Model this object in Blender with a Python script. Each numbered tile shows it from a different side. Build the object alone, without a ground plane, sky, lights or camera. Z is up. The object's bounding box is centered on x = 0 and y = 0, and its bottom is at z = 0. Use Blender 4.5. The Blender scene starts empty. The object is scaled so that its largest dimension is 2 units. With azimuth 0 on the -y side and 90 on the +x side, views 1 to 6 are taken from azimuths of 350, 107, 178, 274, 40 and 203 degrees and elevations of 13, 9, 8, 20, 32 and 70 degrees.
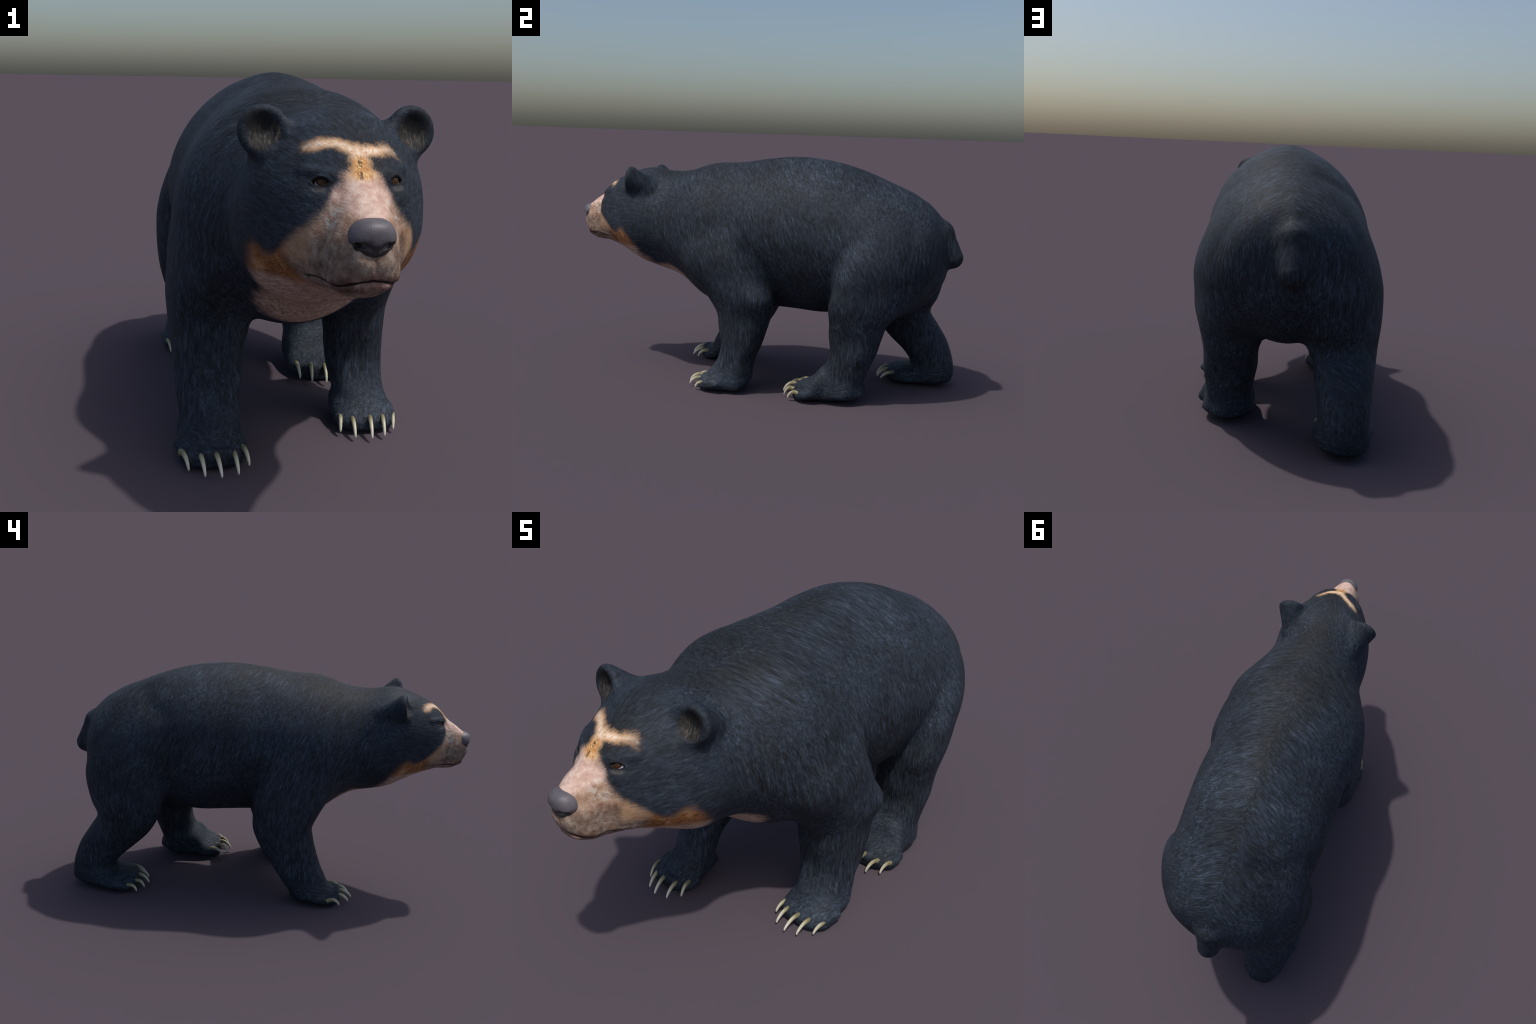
"""A dark-coated bear with a pale face mask, in mid stride.

The body is one smooth implicit form: a trunk and a head lofted along y, four
legs lofted along z, four paws lofted along y, a stub tail and two ears, melted
into each other with smooth unions and then sculpted (eye slits, mouth line,
toes, hollows behind the shoulders and before the hips).  The form is meshed
once, its faces are shared out among the anatomical parts, and nose, eyes and
claws are added as meshes of their own.  All colours are procedural nodes on
Object coordinates.
"""
import bpy
import math
import numpy as np
from mathutils import Vector

# ---------------------------------------------------------------- section tables
T = {}


def table(*rows):
    return np.array(rows, float)


# trunk, head: y | top z, bottom z | half width +x, -x | z of widest | exponent above on +x, on -x, below | tuck of the lower half
# legs: z | front y, back y | inner x, outer x | exponent | skew of x with y
# paws: y in the paw's own frame | top z, bottom z | inner, outer distance from the mid plane
T['trunk'] = table(
    (-0.620, 1.012, 0.653, 0.151, 0.153, 0.800, 1.923, 2.011, 1.955, 0.007),
    (-0.500, 1.019, 0.545, 0.217, 0.210, 0.758, 1.928, 1.998, 1.784, 0.015),
    (-0.380, 1.043, 0.482, 0.282, 0.279, 0.737, 2.064, 2.033, 1.706, 0.009),
    (-0.250, 1.084, 0.396, 0.338, 0.341, 0.722, 2.183, 2.083, 1.770, 0.008),
    (-0.100, 1.096, 0.364, 0.344, 0.360, 0.710, 2.079, 1.953, 1.910, 0.048),
    (0.050, 1.121, 0.376, 0.327, 0.340, 0.746, 1.896, 1.679, 1.686, 0.095),
    (0.200, 1.134, 0.381, 0.338, 0.342, 0.749, 1.805, 1.696, 1.973, 0.042),
    (0.350, 1.121, 0.377, 0.334, 0.344, 0.743, 1.928, 1.827, 2.060, 0.028),
    (0.500, 1.085, 0.390, 0.332, 0.331, 0.716, 1.938, 1.869, 1.782, 0.062),
    (0.650, 1.027, 0.370, 0.338, 0.330, 0.679, 1.918, 1.827, 1.829, 0.034),
    (0.780, 0.968, 0.405, 0.275, 0.271, 0.685, 2.003, 1.911, 1.801, 0.026),
    (0.870, 0.891, 0.496, 0.211, 0.215, 0.694, 2.070, 1.951, 1.747, 0.016),
    (0.930, 0.787, 0.574, 0.096, 0.110, 0.687, 1.996, 1.999, 1.850, 0.002),
)
T['head'] = table(
    (-0.985, 0.830, 0.737, 0.031, 0.041, 0.776, 2.219, 2.247, 2.130, 0.000),
    (-0.960, 0.842, 0.690, 0.050, 0.055, 0.753, 2.219, 2.161, 2.212, 0.000),
    (-0.920, 0.872, 0.662, 0.074, 0.079, 0.736, 2.142, 1.968, 2.234, 0.000),
    (-0.875, 0.904, 0.655, 0.084, 0.090, 0.732, 2.070, 1.879, 2.242, 0.000),
    (-0.840, 0.942, 0.654, 0.122, 0.119, 0.774, 2.225, 1.990, 2.161, 0.000),
    (-0.800, 0.975, 0.643, 0.146, 0.146, 0.786, 2.184, 1.936, 2.097, -0.000),
    (-0.740, 1.007, 0.622, 0.182, 0.174, 0.786, 2.198, 2.055, 2.035, -0.000),
    (-0.680, 1.031, 0.597, 0.216, 0.204, 0.784, 2.290, 2.163, 2.131, -0.000),
    (-0.600, 1.045, 0.560, 0.238, 0.225, 0.761, 2.200, 2.237, 2.193, -0.000),
    (-0.500, 1.026, 0.540, 0.226, 0.228, 0.751, 1.995, 2.092, 2.110, -0.000),
    (-0.420, 1.010, 0.558, 0.211, 0.199, 0.758, 1.965, 1.982, 1.963, 0.000),
)
T['fl'] = table(
    (0.030, -0.156, 0.021, 0.184, 0.345, 2.408, 0.082),
    (0.100, -0.144, 0.057, 0.177, 0.348, 2.412, 0.133),
    (0.160, -0.116, 0.068, 0.160, 0.348, 2.383, 0.144),
    (0.230, -0.106, 0.097, 0.152, 0.353, 2.441, 0.190),
    (0.310, -0.122, 0.123, 0.147, 0.356, 2.434, 0.176),
    (0.380, -0.134, 0.142, 0.135, 0.361, 2.321, 0.138),
    (0.460, -0.190, 0.160, 0.142, 0.379, 2.268, 0.199),
    (0.560, -0.276, 0.109, 0.125, 0.380, 2.416, 0.090),
    (0.680, -0.303, 0.064, 0.118, 0.395, 2.566, 0.036),
    (0.800, -0.256, 0.053, 0.124, 0.392, 2.644, 0.027),
)
T['fr'] = table(
    (0.030, -0.330, -0.162, -0.199, -0.358, 2.312, -0.126),
    (0.100, -0.317, -0.106, -0.180, -0.343, 2.393, -0.252),
    (0.160, -0.291, -0.071, -0.180, -0.351, 2.454, -0.262),
    (0.230, -0.267, -0.021, -0.162, -0.356, 2.471, -0.184),
    (0.310, -0.246, 0.026, -0.145, -0.368, 2.490, -0.120),
    (0.380, -0.236, 0.054, -0.127, -0.374, 2.509, -0.114),
    (0.460, -0.267, 0.057, -0.121, -0.379, 2.494, -0.125),
    (0.560, -0.321, 0.058, -0.110, -0.372, 2.524, -0.129),
    (0.680, -0.329, 0.027, -0.121, -0.368, 2.596, -0.141),
    (0.800, -0.300, -0.013, -0.124, -0.358, 2.511, -0.054),
)
T['hl'] = table(
    (0.030, 0.419, 0.565, 0.132, 0.330, 2.443, -0.039),
    (0.100, 0.423, 0.592, 0.128, 0.314, 2.482, -0.037),
    (0.170, 0.418, 0.620, 0.118, 0.318, 2.483, 0.010),
    (0.240, 0.430, 0.649, 0.106, 0.325, 2.440, 0.050),
    (0.310, 0.423, 0.668, 0.104, 0.329, 2.428, -0.001),
    (0.380, 0.426, 0.694, 0.088, 0.344, 2.443, -0.144),
    (0.460, 0.425, 0.782, 0.078, 0.352, 2.511, -0.286),
    (0.560, 0.450, 0.845, 0.072, 0.349, 2.536, -0.346),
    (0.680, 0.475, 0.859, 0.081, 0.360, 2.491, -0.344),
    (0.800, 0.503, 0.838, 0.104, 0.371, 2.563, -0.209),
)
T['hr'] = table(
    (0.030, 0.782, 0.946, -0.132, -0.294, 2.313, 0.000),
    (0.100, 0.771, 0.975, -0.121, -0.307, 2.326, 0.024),
    (0.170, 0.722, 0.961, -0.119, -0.318, 2.354, 0.038),
    (0.240, 0.647, 0.932, -0.108, -0.327, 2.470, 0.027),
    (0.310, 0.580, 0.888, -0.103, -0.344, 2.455, 0.107),
    (0.380, 0.537, 0.849, -0.081, -0.357, 2.345, 0.196),
    (0.460, 0.516, 0.882, -0.066, -0.364, 2.231, 0.225),
    (0.560, 0.488, 0.905, -0.068, -0.366, 2.123, 0.211),
    (0.680, 0.501, 0.901, -0.082, -0.356, 2.139, 0.248),
    (0.800, 0.543, 0.840, -0.102, -0.350, 2.351, 0.140),
)
T['pfl'] = table(
    (-0.208, 0.048, 0.010, 0.197, 0.315),
    (-0.175, 0.071, 0.003, 0.164, 0.355),
    (-0.130, 0.093, 0.005, 0.156, 0.359),
    (-0.060, 0.106, 0.003, 0.171, 0.344),
    (0.010, 0.089, 0.013, 0.181, 0.338),
    (0.042, 0.080, 0.047, 0.196, 0.317),
)
T['phl'] = table(
    (0.265, 0.053, -0.002, 0.184, 0.283),
    (0.295, 0.071, -0.000, 0.136, 0.326),
    (0.350, 0.101, 0.002, 0.108, 0.345),
    (0.390, 0.149, 0.003, 0.114, 0.337),
    (0.430, 0.159, -0.000, 0.115, 0.319),
    (0.540, 0.114, 0.022, 0.135, 0.291),
    (0.600, 0.071, 0.031, 0.174, 0.270),
)
T['pfr'] = table(
    (-0.208, 0.072, 0.009, 0.201, 0.323),
    (-0.175, 0.061, -0.002, 0.171, 0.351),
    (-0.130, 0.073, 0.002, 0.155, 0.341),
    (-0.060, 0.104, 0.007, 0.177, 0.338),
    (0.010, 0.086, 0.014, 0.190, 0.329),
    (0.042, 0.055, 0.021, 0.198, 0.293),
)
T['phr'] = table(
    (0.265, 0.069, 0.011, 0.185, 0.287),
    (0.295, 0.079, 0.008, 0.138, 0.329),
    (0.350, 0.089, 0.002, 0.113, 0.341),
    (0.390, 0.099, -0.000, 0.116, 0.341),
    (0.430, 0.114, 0.006, 0.123, 0.334),
    (0.540, 0.115, 0.019, 0.136, 0.299),
    (0.600, 0.077, 0.032, 0.175, 0.266),
)
T['tail'] = table(
    (0.000, 0.800, 0.905, 0.030),
    (0.000, 0.885, 0.800, 0.064),
    (0.000, 0.950, 0.689, 0.051),
)
T['k'] = table(
    (0.040, 0.046, 0.041, 0.034, 0.058),
)
T['ear'] = table(
    (0.182, -0.650, 0.995, 0.063, 0.146, -0.556, 0.943, 0.047),
)

HEAD_X = -.010                     # the head's mid plane
FORE_STEP, HIND_STEP = -.183, .372  # how far the right paws stand from the left ones, along y

# ---------------------------------------------------------------- implicit form


def herm(t, X, Y):
    """smooth interpolation of table rows; held past the ends"""
    t = np.clip(t, X[0], X[-1])
    h = np.diff(X)
    d = np.diff(Y, axis=0) / h[:, None]
    m = np.zeros_like(Y)
    m[0], m[-1] = d[0], d[-1]
    w = h[1:, None] / (h[1:] + h[:-1])[:, None]
    m[1:-1] = w * d[:-1] + (1 - w) * d[1:]
    i = np.clip(np.searchsorted(X, t) - 1, 0, len(X) - 2)
    u = ((t - X[i]) / h[i])[:, None]
    hi = h[i, None]
    return ((2*u**3 - 3*u**2 + 1) * Y[i] + (u**3 - 2*u**2 + u) * hi * m[i]
            + (-2*u**3 + 3*u**2) * Y[i + 1] + (u**3 - u**2) * hi * m[i + 1])


def smin(a, b, k):
    h = np.maximum(k - np.abs(a - b), 0) / k
    return np.minimum(a, b) - h * h * k * .25


def smax(a, b, k):
    return -smin(-a, -b, k)


def radial(dx, dz, a, b, n):
    g = ((np.abs(dx) / a) ** n + (np.abs(dz) / b) ** n + 1e-12) ** (1 / n)
    g = np.maximum(g, 1e-6)
    reach, least = (np.sqrt(dx * dx + dz * dz) + 1e-9) / g, np.minimum(a, b)
    w = np.clip(g / .7, 0, 1)
    return (least + (reach - least) * w * w * (3 - 2 * w)) * (g - 1)


def loft_y(p, tab, cx, cap):
    y = p[:, 1]
    zt, zb, wl, wr, zm, nu, nv, nl, tuck = herm(y, tab[:, 0], tab[:, 1:]).T
    dz, dx = p[:, 2] - zm, p[:, 0] - cx
    up = dz > 0
    dx = dx / (1 - tuck * np.clip(-dz / (zm - zb), 0, 1.1))
    f = radial(dx, dz, np.where(dx > 0, wl, wr), np.where(up, zt - zm, zm - zb), np.where(up, np.where(dx > 0, nu, nv), nl))
    return smax(f, np.maximum(tab[0, 0] - y, y - tab[-1, 0]), cap)


def loft_leg(p, tab):
    z = p[:, 2]
    f, b, i, o, n, lean = herm(z, tab[:, 0], tab[:, 1:]).T
    d = radial(p[:, 0] - (i + o) / 2 - lean * (p[:, 1] - (f + b) / 2), p[:, 1] - (f + b) / 2, np.abs(o - i) / 2, (b - f) / 2, n)
    d = d + 1.6 * np.maximum(z - .58, 0) ** 2          # the limb sinks into the trunk towards its top
    return smax(d, np.maximum(tab[0, 0] - z, z - .95), .03)


def loft_paw(p, tab, side, step):
    y = p[:, 1] - step
    zt, zb, i, o = herm(y, tab[:, 0], tab[:, 1:]).T
    zc = zb + .38 * (zt - zb)
    dz = p[:, 2] - zc
    d = radial(p[:, 0] * side - (i + o) / 2, dz, (o - i) / 2, np.where(dz > 0, zt - zc, zc - zb), 2.6)
    return smax(d, np.maximum(tab[0, 0] - y, y - tab[-1, 0]), .02)


def cone(p, a, ra, b, rb):
    d = b - a
    t = np.clip((p - a) @ d / (d @ d), 0, 1)
    return np.linalg.norm(p - a - t[:, None] * d, axis=1) - (ra + (rb - ra) * t)


def ellipsoid(p, c, r):
    q = (p - np.asarray(c)) / np.asarray(r)
    g = np.linalg.norm(q, axis=1)
    return np.linalg.norm(q * np.asarray(r), axis=1) * (1 - 1 / np.maximum(g, 1e-6))


def blob(p, c, r):
    """a soft bump of height 1"""
    return np.exp(-(((p - np.asarray(c)) / np.asarray(r)) ** 2).sum(1))


def polyline(p, pts):
    """distance to a polyline"""
    best = np.full(len(p), 9.)
    for a, b in zip(pts[:-1], pts[1:]):
        a, b = np.array(a), np.array(b)
        best = np.minimum(best, cone(p, a, 0., b, 0.))
    return best


# claws, in the frame of the left paws: where each leaves the fur, and its tip
FORE_CLAWS = [((.174, -.162, .055), (.163, -.208, .012)), ((.206, -.192, .055), (.200, -.251, .009)),
              ((.260, -.204, .060), (.250, -.267, .011)), ((.305, -.193, .057), (.296, -.251, .009)),
              ((.353, -.158, .050), (.339, -.206, .008))]
HIND_CLAWS = [((.134, .309, .064), (.135, .246, .020)), ((.182, .277, .066), (.175, .222, .015)),
              ((.232, .264, .066), (.227, .211, .010)), ((.288, .268, .059), (.272, .227, .006)),
              ((.331, .298, .053), (.321, .257, .008))]
PAWS = [('pfl', FORE_CLAWS, 1, 0.), ('pfr', FORE_CLAWS, -1, FORE_STEP),
        ('phl', HIND_CLAWS, 1, 0.), ('phr', HIND_CLAWS, -1, HIND_STEP + .006)]


def boxed(p, lo, hi, fn):
    """evaluate fn only where it can matter, inside the box grown by a margin"""
    d = np.maximum(np.asarray(lo) - p, p - np.asarray(hi)).max(1)
    out = np.maximum(d, .1)
    near = np.nonzero(d < .12)[0]
    if len(near):
        out[near] = fn(p[near])
    return out


def paw(p, name, claws, side, step):
    d = loft_paw(p, T[name], side, FORE_STEP * (name == 'pfr') + HIND_STEP * (name == 'phr'))
    for base, tip in claws:                                   # toes
        b = np.array(base)
        w = (b - np.array(tip)) * (1, 1, 0)
        w = w / np.linalg.norm(w)
        c = b + w * .019 + (0, 0, -.020)
        c[0] = .245 + (c[0] - .245) * .90
        c = c * (side, 1, 1) + (0, step, 0)
        d = smin(d, cone(p, c, .0165, c + w * (side, 1, 1) * .05 + (0, 0, .012), .013), .022)
    return d


def ear(p, side):
    e = T['ear'][0]
    a = np.array([side * e[0] - .004, e[1], e[2]])
    b = np.array([side * e[4] - .004, e[5], e[6]])
    return smax(cone(p, a, e[3], b, e[7]), (p - a) @ np.array([side * .15, -.985, .08]) - .006, .02)


def stub(p):
    t = T['tail']
    return smin(cone(p, t[0, :3], t[0, 3], t[1, :3], t[1, 3]), cone(p, t[1, :3], t[1, 3], t[2, :3], t[2, 3]), .02)


def primitives(p):
    D = {'trunk': boxed(p, (-.4, -.62, .3), (.4, .93, 1.2), lambda q: loft_y(q, T['trunk'], 0., .05)),
         'head': boxed(p, (-.3, -1., .5), (.3, -.42, 1.1), lambda q: loft_y(q, T['head'], HEAD_X, .012))}
    for n in ('fl', 'fr', 'hl', 'hr'):
        t, s = T[n], 1 if n[1] == 'l' else -1
        lo, hi = (min(0, s * .4), t[:, 1].min(), 0), (max(0, s * .4), t[:, 2].max(), .95)
        D[n] = boxed(p, lo, hi, lambda q: loft_leg(q, t))
    for n, claws, side, step in PAWS:
        y = T[n][:, 0] + step
        D[n] = boxed(p, (min(0, side * .4), y.min() - .03, 0), (max(0, side * .4), y.max(), .16), lambda q: paw(q, n, claws, side, step))
    D['tail'] = boxed(p, (-.07, .8, .6), (.07, 1.02, .92), stub)
    for side, n in ((1, 'el'), (-1, 'er')):
        D[n] = boxed(p, (min(side * .09, side * .26), -.72, .88), (max(side * .09, side * .26), -.5, 1.07), lambda q: ear(q, side))
    return D


EYES = {1: (.072, -.831, .897), -1: (-.091, -.831, .897)}
EYE_FRAME = {}
NOSTRIL = [(.009, -.996, .777), (.017, -.994, .786), (.026, -.988, .789), (.037, -.978, .789)]
MOUTH = [(-.006, -.973, .7125), (.022, -.966, .709), (.045, -.955, .701), (.062, -.930, .692),
         (.077, -.888, .692), (.090, -.845, .692), (.105, -.805, .686)]


def base_form(p, D=None):
    D = D or primitives(p)
    kf, kh, kp, kt, kk = T['k'][0]
    f = smin(D['trunk'], D['head'], kk)
    f = smin(f, D['tail'], kt)
    for s in 'lr':
        f = smin(f, smin(D['f' + s], D['pf' + s], kp), kf)
        f = smin(f, smin(D['h' + s], D['ph' + s], kp), kh)
        f = smin(f, D['e' + s], .03)
    return f


def form(p):
    f = base_form(p)
    # ---- hollows of the back: behind the left shoulder blade, and before each hip
    near = np.nonzero((p[:, 1] > -.2) & (p[:, 2] > .5) & (np.abs(f) < .08))[0]
    if len(near):
        q = p[near]
        m = np.column_stack([np.abs(q[:, 0]), q[:, 1:]])
        f[near] += (.005 * blob(q, (.335, .033, .735), (.08, .034, .075))
                    + np.where(q[:, 0] > 0, .003, .008) * np.exp(-(polyline(m, [(.12, .60, 1.0), (.20, .595, .972), (.27, .51, .93)]) / .045) ** 2))
    # ---- the head
    near = np.nonzero((p[:, 1] < -.5) & (f < .08))[0]
    if len(near):
        q, g = p[near], f[near]
        m = np.column_stack([np.abs(q[:, 0] - HEAD_X), q[:, 1:]])
        e = T['ear'][0]
        for side in (1, -1):                                       # ear cups
            c = np.array([side * e[0] - .004, e[1], e[2]])
            g = smax(g, -ellipsoid(q, c + (side * .005, -.031, .006), (.050, .041, .053)), .009)
        d = polyline(m, MOUTH)                                     # mouth line and lips
        g = g + .0045 * np.exp(-(d / .0035) ** 2) - .0025 * np.exp(-((d - .012) / .008) ** 2)
        g = g + .016 * blob(m, (0, -.998, .787), (.052, .035, .020))      # bed of the nose
        g = g + .003 * blob(m, (0, -.985, .745), (.004, .03, .022))       # groove under the nose
        g = g - .004 * blob(m, (.030, -.965, .735), (.022, .03, .02))     # upper lip pads
        g = g - .0065 * blob(m, (.066, -.930, .712), (.020, .045, .018))  # flews
        g = g - .0075 * blob(m, (.018, -.964, .690), (.040, .030, .0105))  # lower lip
        g = g + .003 * np.exp(-(polyline(m, [(.105, -.805, .686), (.118, -.775, .668), (.120, -.74, .645)]) / .007) ** 2)
        g = g - .0075 * np.exp(-(polyline(m, [(.040, -.862, .912), (.076, -.840, .921), (.122, -.788, .926)]) / .015) ** 2)  # brow
        g = g + .005 * blob(m, (.088, -.832, .893), (.030, .030, .018))   # eye socket
        g = g + .006 * blob(m, (.058, -.862, .886), (.016, .02, .016))    # inner corner
        g = g - .0035 * blob(m, (.090, -.835, .868), (.030, .03, .012))   # bag under the eye
        g = g - .010 * blob(np.column_stack([np.abs(q[:, 0] + .004), q[:, 1:]]), (e[0] - .012, e[1] - .006, e[2] - .044), (.026, .022, .022))
        for side, (c, u, v, n) in EYE_FRAME.items():
            r = q - c
            a, b, w = r @ u, r @ v, r @ n
            bb = b + .10 * a
            slit = np.abs(bb) - np.where(bb > 0, .0064, .0074) * (1 - (a / .0205) ** 2)
            here = np.exp(-(w / .03) ** 2)
            g = g - .003 * np.exp(-((slit - .004) / .004) ** 2) * here * (np.abs(a) < .03)
            g = smax(g, -np.maximum(slit, np.abs(w) - .022), .003)
        f[near] = g
    return f


def gradient(fn, p, h=.0008):
    g = np.empty_like(p)
    for k in range(3):
        d = np.zeros(3)
        d[k] = h
        g[:, k] = fn(p + d) - fn(p - d)
    return g / (2 * h)


for side, c in EYES.items():       # settle each eye on the surface and take its axes from it
    c = np.array([c])
    for _ in range(6):
        g = gradient(base_form, c)
        c = c - base_form(c)[:, None] * g / (g * g).sum(1)[:, None]
    n = gradient(base_form, c)[0]
    n = n / np.linalg.norm(n)
    u = np.cross(n, (0, 0, 1))
    u = u / np.linalg.norm(u) * (-side)
    if u[0] * side < 0:
        u = -u                       # u points away from the nose
    v = np.cross(n, u)
    v = v if v[2] > 0 else -v
    EYE_FRAME[side] = (c[0], u, v, n)

# ---------------------------------------------------------------- meshing (surface nets)


def axis(*stops):
    """grid lines: (from, to, step) runs, joined"""
    out = [stops[0][0]]
    for a, b, s in stops:
        k = max(1, round((b - a) / s))
        out += list(a + (b - a) * np.arange(1, k + 1) / k)
    return np.array(out)


def surface_net(fn, X, Y, Z, settle=2):
    """mesh the zero set of fn on a rectilinear grid: vertices (settled onto it) and quads"""
    shape = (len(X), len(Y), len(Z))
    S = 4
    nb = [-(-n // S) for n in shape]
    ci = [np.minimum(np.arange(n) * S + S // 2, m - 1) for n, m in zip(nb, shape)]
    G = np.stack(np.meshgrid(X[ci[0]], Y[ci[1]], Z[ci[2]], indexing='ij'), -1).reshape(-1, 3)
    coarse = fn(G).reshape(nb)
    F = np.repeat(np.repeat(np.repeat(coarse, S, 0), S, 1), S, 2)[:shape[0], :shape[1], :shape[2]].copy()
    act = np.abs(coarse) < .06
    act = np.repeat(np.repeat(np.repeat(act, S, 0), S, 1), S, 2)[:shape[0], :shape[1], :shape[2]]
    I = np.argwhere(act)
    for s in range(0, len(I), 400000):
        i = I[s:s + 400000]
        F[i[:, 0], i[:, 1], i[:, 2]] = fn(np.column_stack([X[i[:, 0]], Y[i[:, 1]], Z[i[:, 2]]]))
    inside = F < 0
    corners = [(a, b, c) for a in (0, 1) for b in (0, 1) for c in (0, 1)]
    cnt = sum(inside[a:shape[0] - 1 + a, b:shape[1] - 1 + b, c:shape[2] - 1 + c].astype(np.int8) for a, b, c in corners)
    cells = np.argwhere((cnt > 0) & (cnt < 8))
    index = np.full([n - 1 for n in shape], -1, np.int32)
    index[tuple(cells.T)] = np.arange(len(cells))
    acc, num = np.zeros((len(cells), 3)), np.zeros(len(cells))
    ax = (X, Y, Z)
    for k in range(3):
        for a in (0, 1):
            for b in (0, 1):
                o = np.zeros(3, int)
                o[(k + 1) % 3], o[(k + 2) % 3] = a, b
                i0 = cells + o
                i1 = i0.copy()
                i1[:, k] += 1
                f0, f1 = F[tuple(i0.T)], F[tuple(i1.T)]
                hit = (f0 < 0) != (f1 < 0)
                t = np.where(hit, f0 / np.where(hit, f0 - f1, 1), 0)
                pos = np.column_stack([ax[j][i0[:, j]] for j in range(3)])
                pos[:, k] += t * (ax[k][i1[:, k]] - ax[k][i0[:, k]])
                acc[hit] += pos[hit]
                num[hit] += 1
    V = acc / num[:, None]
    quads = []
    for k in range(3):
        a, b = (k + 1) % 3, (k + 2) % 3
        lo, hi = [slice(None)] * 3, [slice(None)] * 3
        lo[k], hi[k] = slice(0, shape[k] - 1), slice(1, shape[k])
        E = np.argwhere(inside[tuple(lo)] != inside[tuple(hi)])
        E = E[(E[:, a] > 0) & (E[:, b] > 0) & (E[:, a] < shape[a] - 1) & (E[:, b] < shape[b] - 1)]
        flip = ~inside[tuple(E.T)]
        c = []
        for da, db in ((-1, -1), (0, -1), (0, 0), (-1, 0)):
            e = E.copy()
            e[:, a] += da
            e[:, b] += db
            c.append(index[tuple(e.T)])
        q = np.column_stack(c)
        q[flip] = q[flip][:, ::-1]
        quads.append(q)
    Q = np.vstack(quads)
    for _ in range(settle):
        g = gradient(fn, V)
        step = fn(V)[:, None] * g / np.maximum((g * g).sum(1), .05)[:, None]
        n = np.linalg.norm(step, axis=1)[:, None]
        V = V - step * np.minimum(1, .003 / np.maximum(n, 1e-9))
    return V, Q


def normals_of(fn, V, h=.0012):
    g = gradient(fn, V, h)
    return g / np.maximum(np.linalg.norm(g, axis=1), 1e-9)[:, None]


def make_object(name, V, Q, N, mat, parent):
    used, inv = np.unique(Q, return_inverse=True)
    me = bpy.data.meshes.new(name)
    q = inv.reshape(Q.shape)
    me.vertices.add(len(used))
    me.vertices.foreach_set('co', V[used].astype(np.float32).ravel())
    me.loops.add(q.size)
    me.loops.foreach_set('vertex_index', q.astype(np.int32).ravel())
    me.polygons.add(len(q))
    me.polygons.foreach_set('loop_start', np.arange(0, q.size, 4, dtype=np.int32))
    me.polygons.foreach_set('loop_total', np.full(len(q), 4, np.int32))
    me.update(calc_edges=True)
    me.polygons.foreach_set('use_smooth', np.ones(len(q), bool))
    me.materials.append(mat)
    if N is not None:
        me.normals_split_custom_set_from_vertices(N[used].tolist())
    ob = bpy.data.objects.new(name, me)
    bpy.context.scene.collection.objects.link(ob)
    ob.parent = parent
    return ob

# ---------------------------------------------------------------- materials


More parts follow.
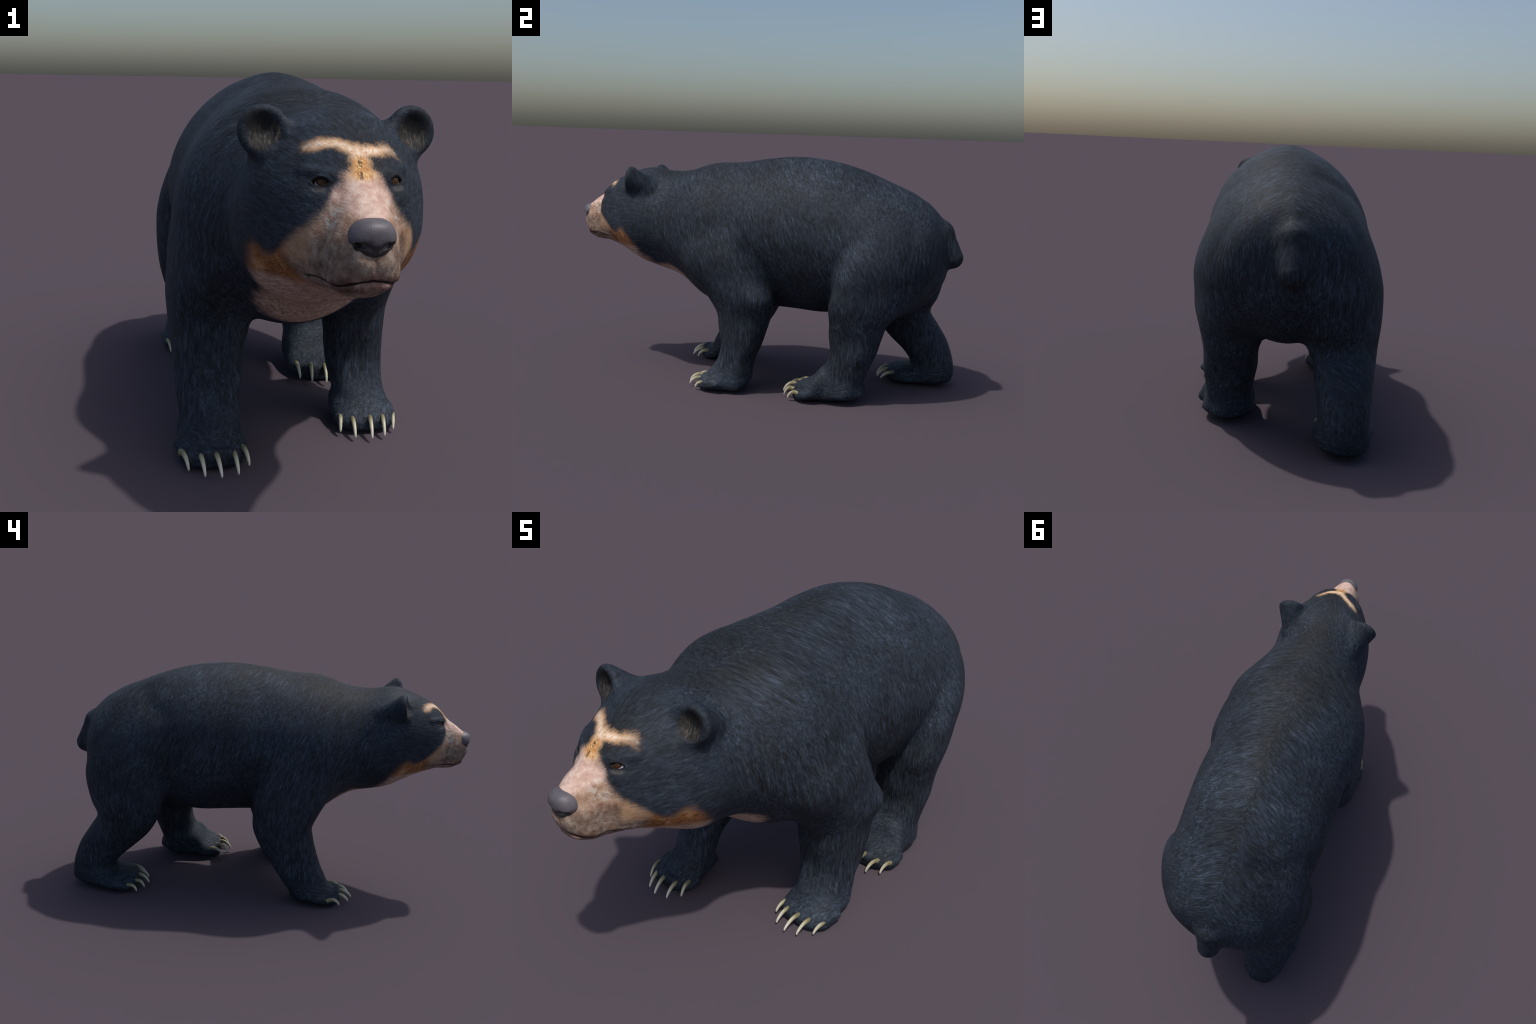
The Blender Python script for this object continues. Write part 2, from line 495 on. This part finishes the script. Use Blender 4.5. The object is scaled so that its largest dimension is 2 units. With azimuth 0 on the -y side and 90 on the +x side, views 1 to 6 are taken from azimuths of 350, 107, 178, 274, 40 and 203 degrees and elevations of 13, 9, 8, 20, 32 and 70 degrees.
class Nodes:
    """a small shorthand for shader node trees"""

    def __init__(self, name):
        self.mat = bpy.data.materials.new(name)
        self.mat.use_nodes = True
        self.t = self.mat.node_tree
        self.t.nodes.clear()
        self.out = self.t.nodes.new('ShaderNodeOutputMaterial')
        self.bsdf = self.t.nodes.new('ShaderNodeBsdfPrincipled')
        self.t.links.new(self.bsdf.outputs[0], self.out.inputs[0])

    def put(self, socket, v):
        if isinstance(v, bpy.types.NodeSocket):
            self.t.links.new(v, socket)
        else:
            socket.default_value = v

    def math(self, op, a, b=0., c=0., clamp=False):
        n = self.t.nodes.new('ShaderNodeMath')
        n.operation, n.use_clamp = op, clamp
        for s, v in zip(n.inputs, (a, b, c)):
            self.put(s, v)
        return n.outputs[0]

    def add(self, a, b): return self.math('ADD', a, b)
    def sub(self, a, b): return self.math('SUBTRACT', a, b)
    def mul(self, a, b): return self.math('MULTIPLY', a, b)
    def least(self, a, b): return self.math('MINIMUM', a, b)
    def most(self, a, b): return self.math('MAXIMUM', a, b)

    def vec(self, op, a, b=(0, 0, 0)):
        n = self.t.nodes.new('ShaderNodeVectorMath')
        n.operation = op
        self.put(n.inputs[0], a)
        self.put(n.inputs[1], b)
        return n.outputs['Value' if op in ('DOT_PRODUCT', 'LENGTH', 'DISTANCE') else 'Vector']

    def step(self, v, lo, hi):
        """0 at lo, 1 at hi (lo may be the larger), smooth"""
        n = self.t.nodes.new('ShaderNodeMapRange')
        n.interpolation_type = 'SMOOTHSTEP'
        flip = lo > hi
        self.put(n.inputs['Value'], v)
        n.inputs['From Min'].default_value, n.inputs['From Max'].default_value = min(lo, hi), max(lo, hi)
        n.inputs['To Min'].default_value, n.inputs['To Max'].default_value = (1, 0) if flip else (0, 1)
        return n.outputs[0]

    def join(self, x, y, z):
        n = self.t.nodes.new('ShaderNodeCombineXYZ')
        for s, v in zip(n.inputs, (x, y, z)):
            self.put(s, v)
        return n.outputs[0]

    def split(self, v):
        n = self.t.nodes.new('ShaderNodeSeparateXYZ')
        self.put(n.inputs[0], v)
        return n.outputs

    def noise(self, v, scale, detail=2., rough=.5, w=None, colour=False):
        n = self.t.nodes.new('ShaderNodeTexNoise')
        n.noise_dimensions = '4D' if w is not None else '3D'
        self.put(n.inputs['Vector'], v)
        if w is not None:
            self.put(n.inputs['W'], w)
        n.inputs['Scale'].default_value = scale
        n.inputs['Detail'].default_value = detail
        n.inputs['Roughness'].default_value = rough
        return n.outputs['Color' if colour else 'Fac']

    def mix(self, fac, a, b, mode='MIX'):
        n = self.t.nodes.new('ShaderNodeMix')
        n.data_type, n.blend_type = 'RGBA', mode
        self.put(n.inputs[0], fac)
        for s, v in ((n.inputs[6], a), (n.inputs[7], b)):
            self.put(s, v if isinstance(v, bpy.types.NodeSocket) else (*v, 1.))
        return n.outputs[2]

    def lerp(self, fac, a, b):
        n = self.t.nodes.new('ShaderNodeMix')
        n.data_type = 'FLOAT'
        for s, v in ((n.inputs[0], fac), (n.inputs[2], a), (n.inputs[3], b)):
            self.put(s, v)
        return n.outputs[0]

    def ramp(self, v, stops):
        n = self.t.nodes.new('ShaderNodeValToRGB')
        el = n.color_ramp.elements
        while len(el) < len(stops):
            el.new(.5)
        for e, (pos, c) in zip(el, stops):
            e.position, e.color = pos, (*c, 1)
        self.put(n.inputs[0], v)
        return n.outputs[0]

    def curve(self, v, pts, x0, x1, y0, y1):
        """piecewise smooth function through pts"""
        n = self.t.nodes.new('ShaderNodeFloatCurve')
        cv = n.mapping.curves[0]
        while len(cv.points) < len(pts):
            cv.points.new(.5, .5)
        for q, (x, y) in zip(cv.points, sorted(pts)):
            q.location = ((x - x0) / (x1 - x0), (y - y0) / (y1 - y0))
            q.handle_type = 'AUTO_CLAMPED'
        n.mapping.update()
        self.put(n.inputs['Value'], self.math('DIVIDE', self.sub(v, x0), x1 - x0, clamp=True))
        return self.add(self.mul(n.outputs[0], y1 - y0), y0)

    def segment(self, p, a, b, ra, rb):
        """signed distance to a tapering capsule from a to b"""
        a, b = Vector(a), Vector(b)
        d = b - a
        pa = self.vec('SUBTRACT', p, a)
        t = self.math('DIVIDE', self.vec('DOT_PRODUCT', pa, d), d.length_squared, clamp=True)
        n = self.t.nodes.new('ShaderNodeVectorMath')
        n.operation = 'SCALE'
        n.inputs[0].default_value = d
        self.put(n.inputs['Scale'], t)
        dist = self.vec('DISTANCE', pa, n.outputs[0])
        return self.sub(dist, self.add(self.mul(t, rb - ra), ra))

    def chain(self, p, pts):
        """signed distance to a run of capsules; pts are (x, y, z, radius)"""
        d = None
        for a, b in zip(pts[:-1], pts[1:]):
            s = self.segment(p, a[:3], b[:3], a[3], b[3])
            d = s if d is None else self.least(d, s)
        return d

    def bump(self, h, strength, dist):
        n = self.t.nodes.new('ShaderNodeBump')
        n.inputs['Strength'].default_value = strength
        n.inputs['Distance'].default_value = dist
        self.put(n.inputs['Height'], h)
        return n.outputs[0]


def srgb(r, g, b):
    return tuple((c / 255 / 12.92) if c <= 10 else ((c / 255 + .055) / 1.055) ** 2.4 for c in (r, g, b))


def coat_material(name, face):
    k = Nodes(name)
    tc = k.t.nodes.new('ShaderNodeTexCoord')
    geo = k.t.nodes.new('ShaderNodeNewGeometry')
    P = tc.outputs['Object']
    x, y, z = k.split(P)
    nz = k.split(geo.outputs['Normal'])[2]
    # ---- hair grain: noise drawn out along the lie of the coat, mirrored left and right
    warp = k.noise(P, 9., 1., colour=True)
    M = k.join(k.math('ABSOLUTE', x), y, z)
    M = k.vec('ADD', M, k.vec('MULTIPLY', k.vec('SUBTRACT', warp, (.5, .5, .5)), (.016, .016, .016)))
    w = k.mul(k.step(x, -.03, .03), 3.)

    def lie(d, fine=(230., 32.), coarse=(85., 14.)):
        d = Vector(d).normalized()
        b1 = d.cross((0.31, 0.2, 0.93)).normalized()
        b2 = d.cross(b1)
        u, v, s = (k.vec('DOT_PRODUCT', M, tuple(q)) for q in (d, b1, b2))
        a = k.noise(k.join(k.mul(u, fine[1]), k.mul(v, fine[0]), k.mul(s, fine[0])), 1., 2., .55, w)
        b = k.noise(k.join(k.mul(u, coarse[1]), k.mul(v, coarse[0]), k.mul(s, coarse[0])), 1., 1., .5, w)
        return a, b

    back, side_on = lie((.84, .38, -.38)), lie((.05, .33, -.94))
    downward = lie((.0, .02, -1.))
    axial = lie((.30, .95, .12), (230., 42.), (95., 20.))
    on_back = k.mul(k.step(nz, .28, .60), k.step(y, -.50, -.40))
    on_head = k.step(k.add(y, k.mul(z, .35)), -.20, -.32)
    on_paw = k.step(z, .13, .08)
    fine = k.lerp(on_back, side_on[0], back[0])
    clump = k.lerp(on_back, side_on[1], back[1])
    low = k.mul(k.most(k.step(z, .62, .48), k.step(y, .62, .74)), k.sub(1., on_back))
    fine, clump = k.lerp(low, fine, downward[0]), k.lerp(low, clump, downward[1])
    ends = k.most(on_head, on_paw)
    fine, clump = k.lerp(ends, fine, axial[0]), k.lerp(ends, clump, axial[1])
    grain = k.add(k.mul(fine, .6), k.mul(clump, .4))
    patch = k.noise(P, 4.5, 2.)
    # ---- coat colour
    if face:
        grain = k.lerp(on_head, grain, k.add(k.mul(grain, .7), .15))
    level = k.add(grain, k.mul(k.sub(patch, .5), .25))
    col = k.ramp(level, [(.32, COAT_DARK), (.47, COAT_MID), (.58, COAT_MID2), (.74, COAT_TIP)])
    # brown-black hair along the spine, widest over the shoulders
    ax = k.math('ABSOLUTE', k.add(x, k.mul(k.sub(patch, .5), .10)))
    width = k.curve(y, [(-.6, .03), (-.42, .11), (-.25, .15), (-.05, .07), (.2, .02), (.45, .01), (.6, .0), (.75, .0), (1., .0)], -.6, 1., 0., .2)
    spine = k.mul(k.step(k.sub(ax, width), .045, -.03), k.step(z, .80, .95))
    stub = k.mul(k.step(ax, .085, .02), k.step(y, .82, .97))
    col = k.mix(k.mul(stub, .4), col, srgb(26, 26, 27))
    rootbrown = k.step(k.noise(P, 14., 2.), .52, .70)
    col = k.mix(k.mul(k.mul(spine, k.step(y, .72, .58)), .55), col, k.ramp(grain, [(.35, srgb(15, 15, 15)), (.65, srgb(38, 38, 38))]))
    col = k.mix(k.mul(rootbrown, .16), col, k.ramp(grain, [(.3, srgb(28, 27, 24)), (.7, srgb(66, 65, 60))]))
    rough = .62
    if face:
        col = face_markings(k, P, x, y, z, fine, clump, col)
    k.put(k.bsdf.inputs['Base Color'], col)
    k.bsdf.inputs['Roughness'].default_value = .68
    k.bsdf.inputs['Specular IOR Level'].default_value = .2
    k.put(k.bsdf.inputs['Normal'], k.bump(grain, .45, .006))
    return k.mat


def face_markings(k, P, x, y, z, fine, clump, col):
    """pale brow stripes, blaze and muzzle, rust jaw stripes and throat, over the dark coat"""
    n2 = k.noise(P, 24., 2.)
    n1 = k.add(k.mul(k.noise(P, 60., 3., .6), .55), k.mul(n2, .45))
    fray = k.add(k.mul(k.sub(fine, .5), .036), k.mul(k.sub(n2, .5), .022))
    mx = k.math('ABSOLUTE', k.sub(x, HEAD_X))
    # brow stripes and blaze
    right = k.chain(P, [(-.012, -.820, .960, .020), (-.045, -.790, .979, .011), (-.085, -.762, .977, .017), (-.116, -.740, .966, .010)])
    left = k.chain(P, [(-.006, -.820, .960, .020), (.045, -.802, .964, .012), (.080, -.775, .963, .015), (.092, -.772, .952, .012)])
    blaze = k.chain(P, [(-.009, -.820, .966, .023), (-.008, -.845, .935, .022), (-.007, -.862, .908, .032), (-.007, -.872, .885, .046)])
    mark = k.least(k.least(right, left), blaze)
    far = k.step(mx, .060, .125)
    brow = k.mul(k.step(k.add(mark, fray), .013, -.014), k.sub(1., k.mul(far, k.step(n2, .35, .62))))
    # muzzle and jaw: everything below a line that falls from the bridge past the cheek
    line = k.curve(mx, [(0, .925), (.03, .915), (.05, .900), (.067, .870), (.08, .845), (.105, .813), (.13, .788), (.15, .757),
                        (.158, .735), (.17, .716), (.18, .717), (.195, .733), (.21, .744), (.24, .75)], 0., .25, .6, 1.)
    under = k.step(k.add(k.sub(z, line), fray), .020, -.022)
    rear = k.add(y, k.mul(k.sub(z, .627), .77))
    ahead = k.step(k.add(rear, k.mul(fray, 2.5)), -.555, -.610)
    muzzle = k.mul(under, ahead)
    jaw_under = k.mul(k.step(k.add(k.sub(z, .575), fray), .012, -.02), k.mul(k.step(mx, .15, .10), k.step(y, -.50, -.56)))
    chest = k.vec('LENGTH', k.vec('DIVIDE', k.vec('SUBTRACT', P, (.025, -.40, .48)), (.190, .180, .140)))
    chest = k.step(k.add(chest, k.mul(fray, 10.)), 1.10, .80)
    muzzle = k.most(muzzle, jaw_under)
    # colours of the pale areas
    tan = k.ramp(n1, [(.30, srgb(134, 100, 80)), (.5, srgb(172, 140, 118)), (.7, srgb(200, 174, 152))])
    pink = k.ramp(n1, [(.30, srgb(172, 132, 120)), (.48, srgb(204, 170, 154)), (.68, srgb(232, 208, 192))])
    grey = k.ramp(n1, [(.32, srgb(92, 72, 60)), (.5, srgb(132, 112, 98)), (.70, srgb(174, 160, 146))])
    rust = k.ramp(k.add(k.mul(fine, .5), k.mul(n2, .5)), [(.36, srgb(98, 60, 30)), (.5, srgb(156, 104, 62)), (.62, srgb(192, 150, 110))])
    cream = k.ramp(fine, [(.30, srgb(196, 150, 110)), (.5, srgb(230, 198, 168)), (.68, srgb(248, 232, 210))])
    orange = k.ramp(fine, [(.30, srgb(176, 116, 64)), (.5, srgb(214, 162, 106)), (.7, srgb(240, 204, 152))])
    lip = k.ramp(n1, [(.34, srgb(72, 52, 47)), (.5, srgb(112, 84, 76)), (.66, srgb(156, 128, 118))])
    throat = k.ramp(k.add(k.mul(fine, .5), k.mul(clump, .5)), [(.36, srgb(142, 114, 98)), (.5, srgb(184, 154, 136)), (.64, srgb(214, 190, 172))])
    top = k.step(k.add(k.sub(z, k.mul(mx, .6)), fray), .800, .835)                     # bridge of the muzzle
    face = k.mix(k.step(k.add(z, fray), .81, .76), tan, grey)
    face = k.mix(top, face, pink)
    pale = k.step(k.noise(P, 55., 3.), .46, .62)
    cheek = k.step(k.vec('DISTANCE', k.join(mx, y, z), (.072, -.890, .830)), .045, .018)
    face = k.mix(k.mul(k.mul(cheek, pale), .6), face, srgb(204, 200, 188))
    spots = k.mul(k.step(k.noise(P, 75., 2.), .58, .68), k.mul(k.step(mx, .045, .07), k.step(z, .84, .80)))
    face = k.mix(k.mul(spots, .6), face, srgb(112, 66, 44))
    fawn = k.mul(k.step(mx, .095, .125), k.step(z, .70, .74))
    face = k.mix(k.mul(fawn, .6), face, srgb(190, 150, 112))
    jaw = k.step(k.add(k.add(y, k.mul(fray, .8)), 0.), -.80, -.755)
    face = k.mix(jaw, face, rust)
    low = k.step(k.add(z, k.mul(fray, .8)), .672, .640)
    face = k.mix(low, face, throat)
    mouth = k.chain(k.join(mx, y, z), [(0, -.974, .708, .024), (.045, -.955, .697, .019), (.077, -.888, .686, .010), (.100, -.815, .684, .003)])
    face = k.mix(k.mul(k.step(k.add(mouth, k.mul(fray, .3)), .008, -.006), .85), face, lip)
    seam = k.chain(k.join(mx, y, z), [(p[0], p[1], p[2], .0) for p in MOUTH])
    face = k.mix(k.step(seam, .0052, .0020), face, srgb(34, 24, 24))
    col = k.mix(chest, col, throat)
    col = k.mix(muzzle, col, face)
    core = k.step(k.vec('LENGTH', k.vec('DIVIDE', k.vec('SUBTRACT', P, (-.008, -.852, .928)), (.036, .06, .032))), 1.15, .6)
    edge = k.step(k.add(mark, k.mul(fray, .8)), -.011, .000)
    stripe = k.mix(k.most(core, k.mul(edge, .6)), cream, orange)
    streak = k.least(k.chain(P, [(-.010, -.835, .950, .003), (-.009, -.848, .936, .003)]), k.chain(P, [(-.012, -.862, .920, .004), (-.012, -.870, .908, .003)]))
    stripe = k.mix(k.mul(k.step(k.add(streak, k.mul(fray, .4)), .004, -.002), .8), stripe, srgb(44, 32, 26))
    low_blaze = k.step(z, .915, .895)
    stripe = k.mix(low_blaze, stripe, pink)
    col = k.mix(brow, col, stripe)
    # bare dark rims round the eyes
    for c, u, v, n in EYE_FRAME.values():
        d = k.vec('SUBTRACT', P, tuple(c))
        a, b = k.vec('DOT_PRODUCT', d, tuple(u)), k.vec('DOT_PRODUCT', d, tuple(v))
        e = k.vec('LENGTH', k.join(k.mul(a, 1 / .023), k.mul(b, 1 / .0125), k.mul(k.vec('DOT_PRODUCT', d, tuple(n)), 1 / .03)))
        tuft = k.vec('LENGTH', k.join(k.mul(a, 1 / .022), k.mul(k.add(b, .017), 1 / .009), k.mul(k.vec('DOT_PRODUCT', d, tuple(n)), 1 / .03)))
        col = k.mix(k.mul(k.step(k.add(tuft, k.mul(fray, 12.)), 1.2, .5), .30), col, srgb(122, 114, 106))
        col = k.mix(k.step(e, 1.15, .85), col, srgb(30, 27, 26))
    nostril = k.chain(k.join(k.math('ABSOLUTE', k.add(x, .002 - HEAD_X)), y, z), [(*q, .0) for q in NOSTRIL])
    col = k.mix(k.step(nostril, .016, .010), col, srgb(22, 17, 16))
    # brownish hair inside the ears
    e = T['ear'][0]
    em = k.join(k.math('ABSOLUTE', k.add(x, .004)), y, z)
    cup = k.vec('LENGTH', k.vec('DIVIDE', k.vec('SUBTRACT', em, (e[0] - .004, e[1] - .004, e[2] - .010)), (.044, .026, .044)))
    cup = k.step(k.add(cup, k.mul(fray, 8.)), 1.05, .80)
    tuft = k.noise(k.join(k.mul(x, 190.), k.mul(y, 60.), k.mul(z, 42.)), 1., 2.)
    hair = k.ramp(tuft, [(.34, srgb(31, 30, 29)), (.54, srgb(58, 53, 47)), (.74, srgb(110, 98, 82))])
    col = k.mix(k.mul(cup, .75), col, hair)
    deep = k.step(k.vec('LENGTH', k.vec('DIVIDE', k.vec('SUBTRACT', em, (e[0] + .012, e[1] + .010, e[2] + .022)), (.036, .04, .030))), 1.1, .8)  # shadow of the upper, outer ear cup, painted as near-black into the coat colour
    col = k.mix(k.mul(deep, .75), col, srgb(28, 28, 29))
    return col


COAT_DARK, COAT_MID, COAT_MID2, COAT_TIP = srgb(23, 25, 29), srgb(38, 44, 52), srgb(53, 61, 72), srgb(80, 92, 109)
COAT = coat_material("dark_coat", False)
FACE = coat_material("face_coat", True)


def simple(name, colour, rough, spec=.5, coat=0.):
    k = Nodes(name)
    k.put(k.bsdf.inputs['Base Color'], (*colour, 1))
    k.bsdf.inputs['Roughness'].default_value = rough
    k.bsdf.inputs['Specular IOR Level'].default_value = spec
    k.bsdf.inputs['Coat Weight'].default_value = coat
    k.bsdf.inputs['Coat Roughness'].default_value = .08
    return k


k = simple("nose_leather", (0, 0, 0), .5, .5)
tc = k.t.nodes.new('ShaderNodeTexCoord')
peb = k.t.nodes.new('ShaderNodeTexVoronoi')
peb.inputs['Scale'].default_value = 420.
k.t.links.new(tc.outputs['Object'], peb.inputs['Vector'])
k.put(k.bsdf.inputs['Base Color'], k.mix(k.noise(tc.outputs['Object'], 60., 3.), srgb(76, 73, 76), srgb(104, 99, 104)))
k.put(k.bsdf.inputs['Normal'], k.bump(peb.outputs['Distance'], .25, .001))
x, y, z = k.split(tc.outputs['Object'])
m = k.join(k.math('ABSOLUTE', k.add(x, .002 - HEAD_X)), y, z)
hole = k.chain(m, [(*p, .004) for p in NOSTRIL])
k.put(k.bsdf.inputs['Base Color'], k.mix(k.step(hole, .0025, .0005), k.mix(k.step(k.add(z, k.mul(k.sub(k.noise(tc.outputs['Object'], 60., 3.), .5), .02)), .802, .786), k.mix(k.noise(tc.outputs['Object'], 60., 3.), srgb(80, 76, 80), srgb(110, 104, 110)), srgb(52, 48, 47)), srgb(14, 11, 11)))
NOSE = k.mat

SCLERA = simple("eye_white", srgb(196, 198, 222), .2, .5, .3).mat
PUPIL = simple("pupil", srgb(14, 11, 10), .15, .5, .4).mat
k = simple("iris", (0, 0, 0), .4, .12, .0)
tc = k.t.nodes.new('ShaderNodeTexCoord')
k.put(k.bsdf.inputs['Base Color'], k.mix(k.noise(tc.outputs['Object'], 500., 2.), srgb(44, 28, 15), srgb(74, 49, 29)))
k.bsdf.inputs["Coat Weight"].default_value = 0.
IRIS = k.mat

k = simple("claw_horn", (0, 0, 0), .4, .5)
tc = k.t.nodes.new('ShaderNodeTexCoord')
d = k.vec('LENGTH', tc.outputs['Object'])
d = k.add(d, k.mul(k.sub(k.noise(tc.outputs['Object'], 120., 2.), .5), .012))
fibre = k.noise(k.vec('MULTIPLY', tc.outputs['Object'], (300., 40., 120.)), 1., 2.)
c = k.ramp(k.math('DIVIDE', d, .075), [(.10, srgb(124, 117, 84)), (.30, srgb(164, 157, 124)), (.55, srgb(206, 200, 172)), (.9, srgb(226, 222, 204))])
k.put(k.bsdf.inputs['Base Color'], k.mix(k.mul(k.step(fibre, .5, .7), .3), c, srgb(128, 118, 84)))
CLAW = k.mat


# ---------------------------------------------------------------- build
bear = bpy.data.objects.new("bear", None)
bear.empty_display_size = .2
bpy.context.scene.collection.objects.link(bear)
bear["label"] = "walking black bear with pale muzzle and brow stripes"
bear["category"] = "bear"

X = axis((-.44, -.14, .009), (-.14, .12, .0032), (.12, .44, .009))
Y = axis((-1.02, -.77, .0032), (-.77, -.60, .005), (-.60, 1.03, .009))
Z = axis((-.03, .12, .006), (.12, .64, .009), (.64, 1.0, .0032), (1.0, 1.17, .008))
V, Q = surface_net(form, X, Y, Z)
N = normals_of(form, V)

C = V[Q].mean(1)                   # share the faces out among the parts
D = primitives(C)
names = list(D)
lab = np.array(names)[np.argmin(np.column_stack([D[n] for n in names]), 1)]
lab = np.where((lab == 'head') | (lab == 'trunk'), np.where(C[:, 1] + .35 * (C[:, 2] - .8) < -.56, 'head',
               np.where(C[:, 1] + .35 * (C[:, 2] - .8) < -.40, 'neck', 'torso')), lab)
for s in 'lr':
    lab = np.where((lab == 'f' + s) & (C[:, 2] < .11), 'pf' + s, lab)
    lab = np.where((lab == 'h' + s) & (C[:, 2] < .13), 'ph' + s, lab)
PART = {'torso': 'torso', 'neck': 'neck', 'head': 'head', 'tail': 'tail', 'el': 'ear', 'er': 'ear',
        'fl': 'foreleg', 'fr': 'foreleg', 'hl': 'hindleg', 'hr': 'hindleg',
        'pfl': 'forepaw', 'pfr': 'forepaw', 'phl': 'hindpaw', 'phr': 'hindpaw'}
parts = {}
for key, name in PART.items():
    pick = lab == key
    if pick.any():
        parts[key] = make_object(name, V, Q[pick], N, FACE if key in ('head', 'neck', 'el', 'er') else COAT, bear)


# ---- nose pad: a rounded wedge with two comma nostrils
def nose_form(p):
    m = np.column_stack([np.abs(p[:, 0] - HEAD_X + .002) * (1 + 13 * np.maximum(.790 - p[:, 2], 0)), p[:, 1:]])
    q = (m - (0, -.953, .809)) / (.042, .044, .0325)              # a blocky pad
    g = (np.abs(q) ** 2.5).sum(1) ** .4
    f = np.linalg.norm(q * (.042, .044, .0325), axis=1) * (1 - 1 / np.maximum(g, 1e-6))
    f = smin(f, ellipsoid(m, (.030, -.955, .800), (.0195, .030, .023)), .016)
    f = smin(f, ellipsoid(m, (0, -.972, .780), (.017, .018, .020)), .016)
    f = smin(f, ellipsoid(m, (.018, -.966, .776), (.022, .019, .013)), .014)     # flaps under the nostrils
    f = smax(f, .0068 - polyline(m, NOSTRIL), .003)
    return f + .0015 * blob(m, (0, -.998, .775), (.003, .02, .012))


V2, Q2 = surface_net(nose_form, axis((-.08, .06, .0018)), axis((-1.02, -.89, .0018)), axis((.74, .86, .0018)))
make_object("nose", V2, Q2, normals_of(nose_form, V2, .0006), NOSE, parts['head'])


# ---- eyes: a ball set behind each slit; the iris is a cap of its own material on the front
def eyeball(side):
    c, u, v, n = EYE_FRAME[side]
    r = .0205
    centre = c - n * (r + .0015)
    gaze = n + np.array((0, -.12, 0)) + v * .50
    gaze = gaze / np.linalg.norm(gaze)
    a = np.cross(gaze, v)
    a = a / np.linalg.norm(a)
    b = np.cross(a, gaze)
    rings, seg = 24, 32
    verts, quads = [], []
    for i in range(rings + 1):
        th = .02 + (math.pi * .62) * i / rings
        for j in range(seg):
            ph = 2 * math.pi * j / seg
            rr = r + (.0012 if th < .75 else 0) * (1 - (th / .75) ** 2)
            verts.append(centre + rr * (math.cos(th) * gaze + math.sin(th) * (math.cos(ph) * a + math.sin(ph) * b)))
    for i in range(rings):
        for j in range(seg):
            k = (j + 1) % seg
            quads.append((i * seg + j, (i + 1) * seg + j, (i + 1) * seg + k, i * seg + k))
    ob = make_object("eye", np.array(verts), np.array(quads), None, SCLERA, parts['head'])
    me = ob.data
    me.materials.append(IRIS)
    me.materials.append(PUPIL)
    for f in me.polygons:
        ring = f.index // seg
        f.material_index = 2 if ring < 3 else 1 if ring < 10 else 0
    return ob


for side in (1, -1):
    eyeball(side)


# ---- claws
def claw(base, tip, side, step, parent):
    B, E = np.array(base), np.array(tip)
    out = (E - B) * (1, 1, 0)
    out = out / np.linalg.norm(out)
    P0 = B - out * .016 + (0, 0, -.014)
    P1 = B + out * .018 + (0, 0, .010)
    P2 = E + (B - E) * .25 + out * .014 + (0, 0, .004)
    P3 = E
    rings, seg = 12, 10
    side_v = np.array((-out[1], out[0], 0))
    verts, quads = [], []
    for i in range(rings + 1):
        t = i / rings
        c = (1-t)**3 * P0 + 3*t*(1-t)**2 * P1 + 3*t*t*(1-t) * P2 + t**3 * P3
        d = 3*(1-t)**2 * (P1-P0) + 6*t*(1-t) * (P2-P1) + 3*t*t * (P3-P2)
        d = d / np.linalg.norm(d)
        up = np.cross(side_v, d)
        up = up / np.linalg.norm(up)
        k = (1 - t) ** .75
        ra, rb = .0023 + .0064 * k, .0024 + .0094 * k
        if i == rings:
            ra, rb = ra * .35, rb * .35
        for j in range(seg):
            a = 2 * math.pi * j / seg
            verts.append(c + side_v * ra * math.cos(a) + up * rb * math.sin(a))
    n = len(verts)
    verts += [P0, P3 + d * .0008]
    for i in range(rings):
        for j in range(seg):
            k = (j + 1) % seg
            quads.append((i * seg + j, i * seg + k, (i + 1) * seg + k, (i + 1) * seg + j))
    me = bpy.data.meshes.new("claw")
    caps = [(n, (j + 1) % seg, j) for j in range(seg)]
    caps += [(n + 1, rings * seg + j, rings * seg + (j + 1) % seg) for j in range(seg)]
    pts = [tuple(v * (side, 1, 1) + (0, step, 0)) for v in verts]
    faces = quads + caps
    if side < 0:
        faces = [f[::-1] for f in faces]
    # along-claw position for the horn's colour: own origin at the base
    o = Vector(B * (side, 1, 1) + (0, step, 0))
    me.from_pydata([tuple(Vector(p) - o) for p in pts], [], faces)
    me.polygons.foreach_set('use_smooth', np.ones(len(me.polygons), bool))
    me.materials.append(CLAW)
    ob = bpy.data.objects.new("claw", me)
    bpy.context.scene.collection.objects.link(ob)
    ob.parent = parent
    ob.location = o
    return ob


for key, claws, side, step in PAWS:
    for base, tip in claws:
        claw(base, tip, side, step, parts[key])
